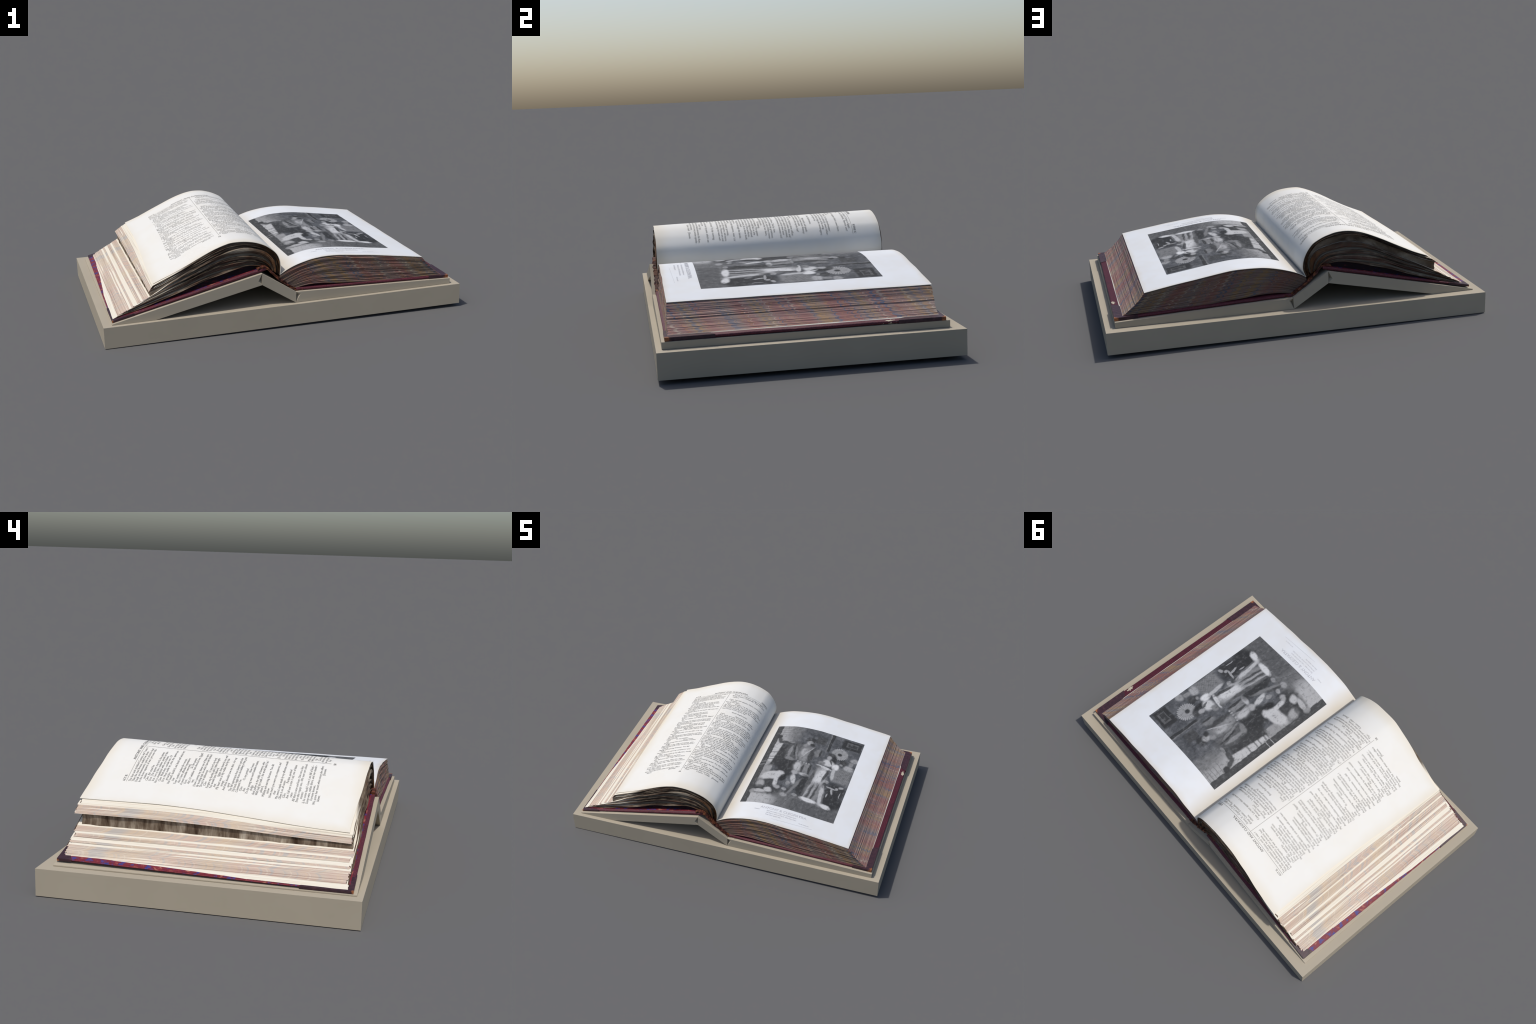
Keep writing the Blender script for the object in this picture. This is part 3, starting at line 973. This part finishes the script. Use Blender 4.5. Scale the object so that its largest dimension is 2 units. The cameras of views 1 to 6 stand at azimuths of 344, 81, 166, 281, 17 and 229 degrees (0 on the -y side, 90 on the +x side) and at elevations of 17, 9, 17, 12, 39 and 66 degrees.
# wall added to fill the fore-edge gap, like the scan's infill there
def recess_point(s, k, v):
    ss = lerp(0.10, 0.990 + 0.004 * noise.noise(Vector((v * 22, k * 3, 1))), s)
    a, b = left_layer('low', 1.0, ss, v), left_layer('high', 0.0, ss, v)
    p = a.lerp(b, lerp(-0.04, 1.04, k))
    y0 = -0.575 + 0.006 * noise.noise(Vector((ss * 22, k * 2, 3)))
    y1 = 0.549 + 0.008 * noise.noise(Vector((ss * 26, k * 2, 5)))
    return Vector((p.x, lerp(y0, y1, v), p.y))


slab('gap_filler', recess_point, 60, 4, 70, [M_RECESS], (0, 0, 0, 0), book)


# filler added under the lowest leaves, the hollow's shade painted into its marbled colour
def hollow_fill_point(s, k, v):
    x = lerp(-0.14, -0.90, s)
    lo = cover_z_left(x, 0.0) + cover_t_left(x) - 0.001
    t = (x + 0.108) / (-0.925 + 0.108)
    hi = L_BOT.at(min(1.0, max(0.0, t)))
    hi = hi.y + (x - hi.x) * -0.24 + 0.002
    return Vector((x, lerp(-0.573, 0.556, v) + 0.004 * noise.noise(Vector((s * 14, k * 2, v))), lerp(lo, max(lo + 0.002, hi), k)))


slab('endpaper', hollow_fill_point, 50, 3, 8, [M_END_SHADED], (0, 0, 0, 0), left_cover)


def text_page_point(s, k, v, lift=0.0):
    p = left_layer('high', 1.0, s, v)
    q, o = left_layer('high', 1.0, min(1.0, s + 0.004), v), left_layer('high', 1.0, max(0.0, s - 0.004), v)
    t = (q - o).normalized()
    nrm = Vector((t.y, -t.x))
    h = 0.0018 + lift + (k - 1) * 0.0022 + 0.0010 * noise.noise(Vector((s * 4, v * 5, 6.0)))
    f = smooth(0.45, 1.0, s)
    y = lerp(lerp(-0.587, -0.559, f), lerp(0.563, 0.582, f), v)
    y += 0.003 * noise.noise(Vector((s * 8, 2.0, v))) * (2 * abs(v - 0.5)) ** 6
    return Vector((p.x + nrm.x * h, y, p.y + nrm.y * h))


text_page = slab('page', text_page_point, 130, 1, 90, [M_PAGE_TEXT, M_MARGIN], (0, 1, 1, 1), book, 50)

# single leaves lying between the gatherings, edges just proud of the block at the tail
for i, (kind, k, f) in enumerate((('low', 0.30, -0.004), ('low', 0.48, -0.006), ('low', 0.62, -0.005), ('low', 0.80, -0.004), ('low', 0.93, -0.005), ('high', 0.45, -0.004))):
    left_section(kind, k, k + (0.012 if kind == 'low' else 0.05), 60 + i, (0, 0, 3, 0), 'leaf', front=f * 0.6, back=-0.004, reach=-0.004, nk=1, s0=0.10, s1=0.985)

# marbled paste-down inside the left board, peeping out round the text block
def endpaper_point(s, k, v):
    x = lerp(-0.145, -0.9375 + 0.013 * v, s)
    return Vector((x, lerp(-0.590, 0.566, v), cover_z_left(x, lerp(-0.590, 0.566, v)) + cover_t_left(x) + 0.0002 + k * 0.0010 + 0.0005 * noise.noise(Vector((s * 20, v * 20, 3)))))


slab('endpaper', endpaper_point, 30, 1, 40, [M_END], (0, 0, 0, 0), left_cover)


# the same paper drawn down over the fore-edge of the board
def turn_in_point(s, k, v):
    y = lerp(-0.40, 0.52, v)
    x = lerp(-0.942, -0.926, (y + 0.606) / 1.187)
    z = cover_z_left(x, y) + lerp(0.45, 1.12, s) * cover_t_left(x)
    bulge = 0.0035 * (1 - (2 * s - 1) ** 2)
    return Vector((x + 0.0022 - bulge - 0.0016 * k + 0.001 * noise.noise(Vector((v * 30, s * 2, 4))), y, z))


slab('endpaper', turn_in_point, 5, 1, 80, [M_END], (0, 0, 0, 0), left_cover)


# ------------------------------------------------------------------ printing
def flat_text(body, bold, size=1.0):
    cu = bpy.data.curves.new('type', 'FONT')
    cu.body = body
    cu.size = size
    cu.resolution_u = 2
    cu.offset = bold
    ob = bpy.data.objects.new('type', cu)
    bpy.context.scene.collection.objects.link(ob)
    dg = bpy.context.evaluated_depsgraph_get()
    me = bpy.data.meshes.new_from_object(ob.evaluated_get(dg))
    vs = [(v.co.x, v.co.y) for v in me.vertices]
    fs = [tuple(p.vertices) for p in me.polygons]
    bpy.data.objects.remove(ob)
    bpy.data.curves.remove(cu)
    bpy.data.meshes.remove(me)
    return vs, fs


class Sheet:
    """Collects flat type in page coordinates and wraps it on a page."""

    def __init__(self, wrap):
        self.v, self.f, self.wrap = [], [], wrap

    def line(self, body, x, y, size, squeeze=0.9, align='left', fit=None, lean=0.0, bold=0.012):
        vs, fs = flat_text(body, bold)
        if not vs:
            return
        x0, x1 = min(p[0] for p in vs), max(p[0] for p in vs)
        sx = size * squeeze
        if fit and (x1 - x0) * sx > fit:
            sx = fit / (x1 - x0)
        w = (x1 - x0) * sx
        ox = x - x0 * sx - (w if align == 'right' else w / 2 if align == 'centre' else 0)
        b = len(self.v)
        self.v += [self.wrap(ox + px * sx + lean * py * size, y + py * size) for px, py in vs]
        self.f += [tuple(b + i for i in f) for f in fs]

    def rule(self, xa, ya, xb, yb, w, n=40):
        d = Vector((xb - xa, yb - ya)).normalized()
        nx, ny = -d.y * w / 2, d.x * w / 2
        b = len(self.v)
        for i in range(n + 1):
            t = i / n
            px, py = lerp(xa, xb, t), lerp(ya, yb, t)
            self.v += [self.wrap(px + nx, py + ny), self.wrap(px - nx, py - ny)]
        self.f += [(b + 2 * i, b + 2 * i + 1, b + 2 * i + 3, b + 2 * i + 2) for i in range(n)]

    def build(self, name, mat, parent):
        return make_object(name, self.v, self.f, [mat], None, parent, 180)


L_LEN = (L_TOP_F.length + L_TOP_B.length) / 2


def wrap_left(u, y):
    """u = distance from the fore-edge along the leaf"""
    s = 1 - u / L_LEN
    s = min(1.0, max(0.0, s))
    f = smooth(0.45, 1.0, s)
    y0, y1 = lerp(-0.587, -0.559, f), lerp(0.563, 0.582, f)
    p = text_page_point(s, 1.0, (y - y0) / (y1 - y0), 0.0009)
    return (p.x, y, p.z)


R_LEN = (R_TOP_F.length + R_TOP_B.length) / 2


def wrap_right(x, y):
    v = (y + 0.587) / 1.15
    lo, hi = 0.0, 1.0
    for _ in range(18):
        m = (lo + hi) / 2
        if plate_point(m, 1.0, v, 0.0006).x < x:
            lo = m
        else:
            hi = m
    p = plate_point(lo, 1.0, v, 0.0006)
    return (x, y, p.z)


COLUMN_LEFT = """The lean and wrinkled Cassius; and 't was I
That the mad Brutus ended: he alone
Dealt on lieutenantry, and no practice had
In the brave squares of war: yet now--No
>>matter.
>Cleo. Ah! stand by.
>Eros. The queen, my lord, the queen.
>Iras. Go to him, madam, speak to him:
He is unqualitied with very shame.
>Cleo. Well then,--sustain me:--O!
>Eros. Most noble sir, arise; the queen ap-
>>proaches:
Her head's declin'd, and death will seize her;
>>but
Your comfort makes the rescue.
>Ant. I have offended reputation;
A most unnoble swerving.
>Eros.                    Sir, the queen.
>Ant. O! whither hast thou led me, Egypt?
>>See,
How I convey my shame out of thine eyes
By looking back on what I have left behind
'Stroy'd in dishonour.
>Cleo.                O my lord, my lord,
Forgive my fearful sails! I little thought
You would have follow'd.
>Ant.            Egypt, thou knew'st too well
My heart was to thy rudder tied by the
>>strings,
And thou shouldst tow me after: o'er my
>>spirit
Thy full supremacy thou knew'st, and that
Thy beck might from the bidding of the gods
Command me.
>Cleo.          O, my pardon!
>Ant.                          Now I must
To the young man send humble treaties,
>>dodge
And palter in the shifts of lowness, who
With half the bulk o' the world play'd as I
>>pleas'd,
Making and marring fortunes. You did
>>know
How much you were my conqueror; and
>>that
My sword, made weak by my affection, would
Obey it on all cause.
>Cleo.               Pardon, pardon!
>Ant. Fall not a tear, I say; one of them
>>rates
All that is won and lost. Give me a kiss;
Even this repays me.--We sent our school-
>>master;
Is he come back?--Love, I am full of lead.--
Some wine, within there, and our viands!--
>>Fortune knows,
We scorn her most when most she offers
>>blows.                              [Exeunt."""

COLUMN_RIGHT = """=Scene X.--Caesar's Camp in Egypt.
=Enter Caesar, Dolabella, Thyreus, and
>>others.
|
>Caes. Let him appear that's come from
>>Antony.--
Know you him?
>Dol.       Caesar, 't is his schoolmaster:
An argument that he is pluck'd, when hither
He sends so poor a pinion of his wing,
Which had superfluous kings for messengers,
Not many moons gone by.
|
=Enter Euphronius.
|
>Caes.                Approach, and speak.
>Eup. Such as I am, I come from Antony:
I was of late as petty to his ends
As is the morn-dew on the myrtle leaf
To his grand sea.
>Caes.         Be 't so. Declare thine office.
>Eup. Lord of his fortunes he salutes thee, and
Requires to live in Egypt; which not granted,
He lessens his requests, and to thee sues
To let him breathe between the heavens and
>>earth,
A private man in Athens. This for him.
Next, Cleopatra does confess thy greatness,
Submits her to thy might, and of thee craves
The circle of the Ptolemies for her heirs,
Now hazarded to thy grace.
>Caes.                  For Antony,
I have no ears to his request. The queen
Of audience nor desire shall fail, so she
From Egypt drive her all-disgraced friend,
Or take his life there: this if she perform,
She shall not sue unheard. So to them both.
>Eup. Fortune pursue thee!
>Caes.        Bring him through the bands.
>>                        [Exit Euphronius.
[To Thyreus.] To try thy eloquence, now 't is
>>time: despatch.
From Antony win Cleopatra: promise,
And in our name, what she requires; add more,
From thine invention, offers. Women are not
In their best fortunes strong, but want will
>>perjure
The ne'er-touch'd vestal. Try thy cunning,
>>Thyreus;
Make thine own edict for thy pains, which we
Will answer as a law.
>Thyr.            Caesar, I go.
>Caes. Observe how Antony becomes his flaw,
And what thou think'st his very action speaks
In every power that moves.
>Thyr.          Caesar, I shall.   [Exeunt."""


def page_u(x):
    """Distance from the fore-edge of the point of the top leaf above x (mid height of the page)."""
    best = min(range(400), key=lambda i: abs(left_layer('high', 1.0, 0.12 + 0.88 * i / 399, 0.5).x - x))
    return (1 - (0.12 + 0.88 * best / 399)) * L_LEN


U0, U1 = page_u(-0.568), page_u(-0.313)
COL = U1 - U0 - 0.012


def set_column(text, u, lines_from, lines_to):
    sheet = Sheet(wrap_left)
    rows = text.split('\n')
    pitch = (lines_from - lines_to) / (len(rows) - 1)
    for i, row in enumerate(rows):
        y = lines_from - i * pitch
        if row == '|':
            continue
        align, ind, x = 'left', 0.0, u
        if row.startswith('='):
            row, align, x = row[1:], 'centre', u + COL / 2
        while row.startswith('>'):
            row, ind = row[1:], ind + 0.012
        lead = len(row) - len(row.lstrip(' '))
        sheet.line(row, x + ind, y, 0.0158, 0.98, align, COL - ind, 0.08, 0.0)
    return sheet.build('printed_column', M_INK, text_page)


set_column(COLUMN_LEFT, U0, 0.402, -0.410)
set_column(COLUMN_RIGHT, U1 + 0.012, 0.402, -0.418)
U2 = U1 + 0.012 + COL
head = Sheet(wrap_left)
head.line('ACT III.', U0, 0.428, 0.0155, 0.9)
head.line('ANTONY AND CLEOPATRA.', U1, 0.428, 0.0185, 1.05, 'centre')
head.line('SCENE X.', U2, 0.428, 0.0155, 0.9, 'right')
head.rule(U0 - 0.002, 0.421, U2 + 0.002, 0.421, 0.0014)
head.rule(U1, 0.421, U1 + 0.006, -0.424, 0.0014)
head.line('58', U1 + 0.004, -0.445, 0.016, 1.0, 'centre')
head.build('page_heading', M_INK, text_page)

caption = Sheet(wrap_right)
cx = 0.352
caption.line('ANTONY & CLEOPATRA.', cx, -0.470, 0.026, 1.0, 'centre', 0.312)
caption.line('Antony.', 0.172, -0.487, 0.011, 1.0, 'left', None, 0.2)
for i, row in enumerate(("Fall not a tear, I say; one of them rates", "All that is won and lost. Give me a kiss;", "Even this repays me.")):
    caption.line(row, 0.252, -0.489 - i * 0.0165, 0.0125, 0.95, 'left', 0.27, 0.2)
caption.line('Act III. Scene IX.', 0.525, -0.522, 0.0095, 1.0, 'right', None, 0.2)
caption.rule(0.30, -0.545, 0.55, -0.535, 0.0012)
caption.build('caption', M_INK_PALE, plate_page)

E_ = ENGRAVING
NX, NY = 90, 70
ev = [wrap_right(lerp(E_['x0'], E_['x1'], i / NX), lerp(E_['y0'], E_['y1'], j / NY)) for j in range(NY + 1) for i in range(NX + 1)]
ef = [(j * (NX + 1) + i, j * (NX + 1) + i + 1, (j + 1) * (NX + 1) + i + 1, (j + 1) * (NX + 1) + i) for j in range(NY) for i in range(NX)]
make_object('engraving', ev, ef, [mat_engraving()], None, plate_page, 180)
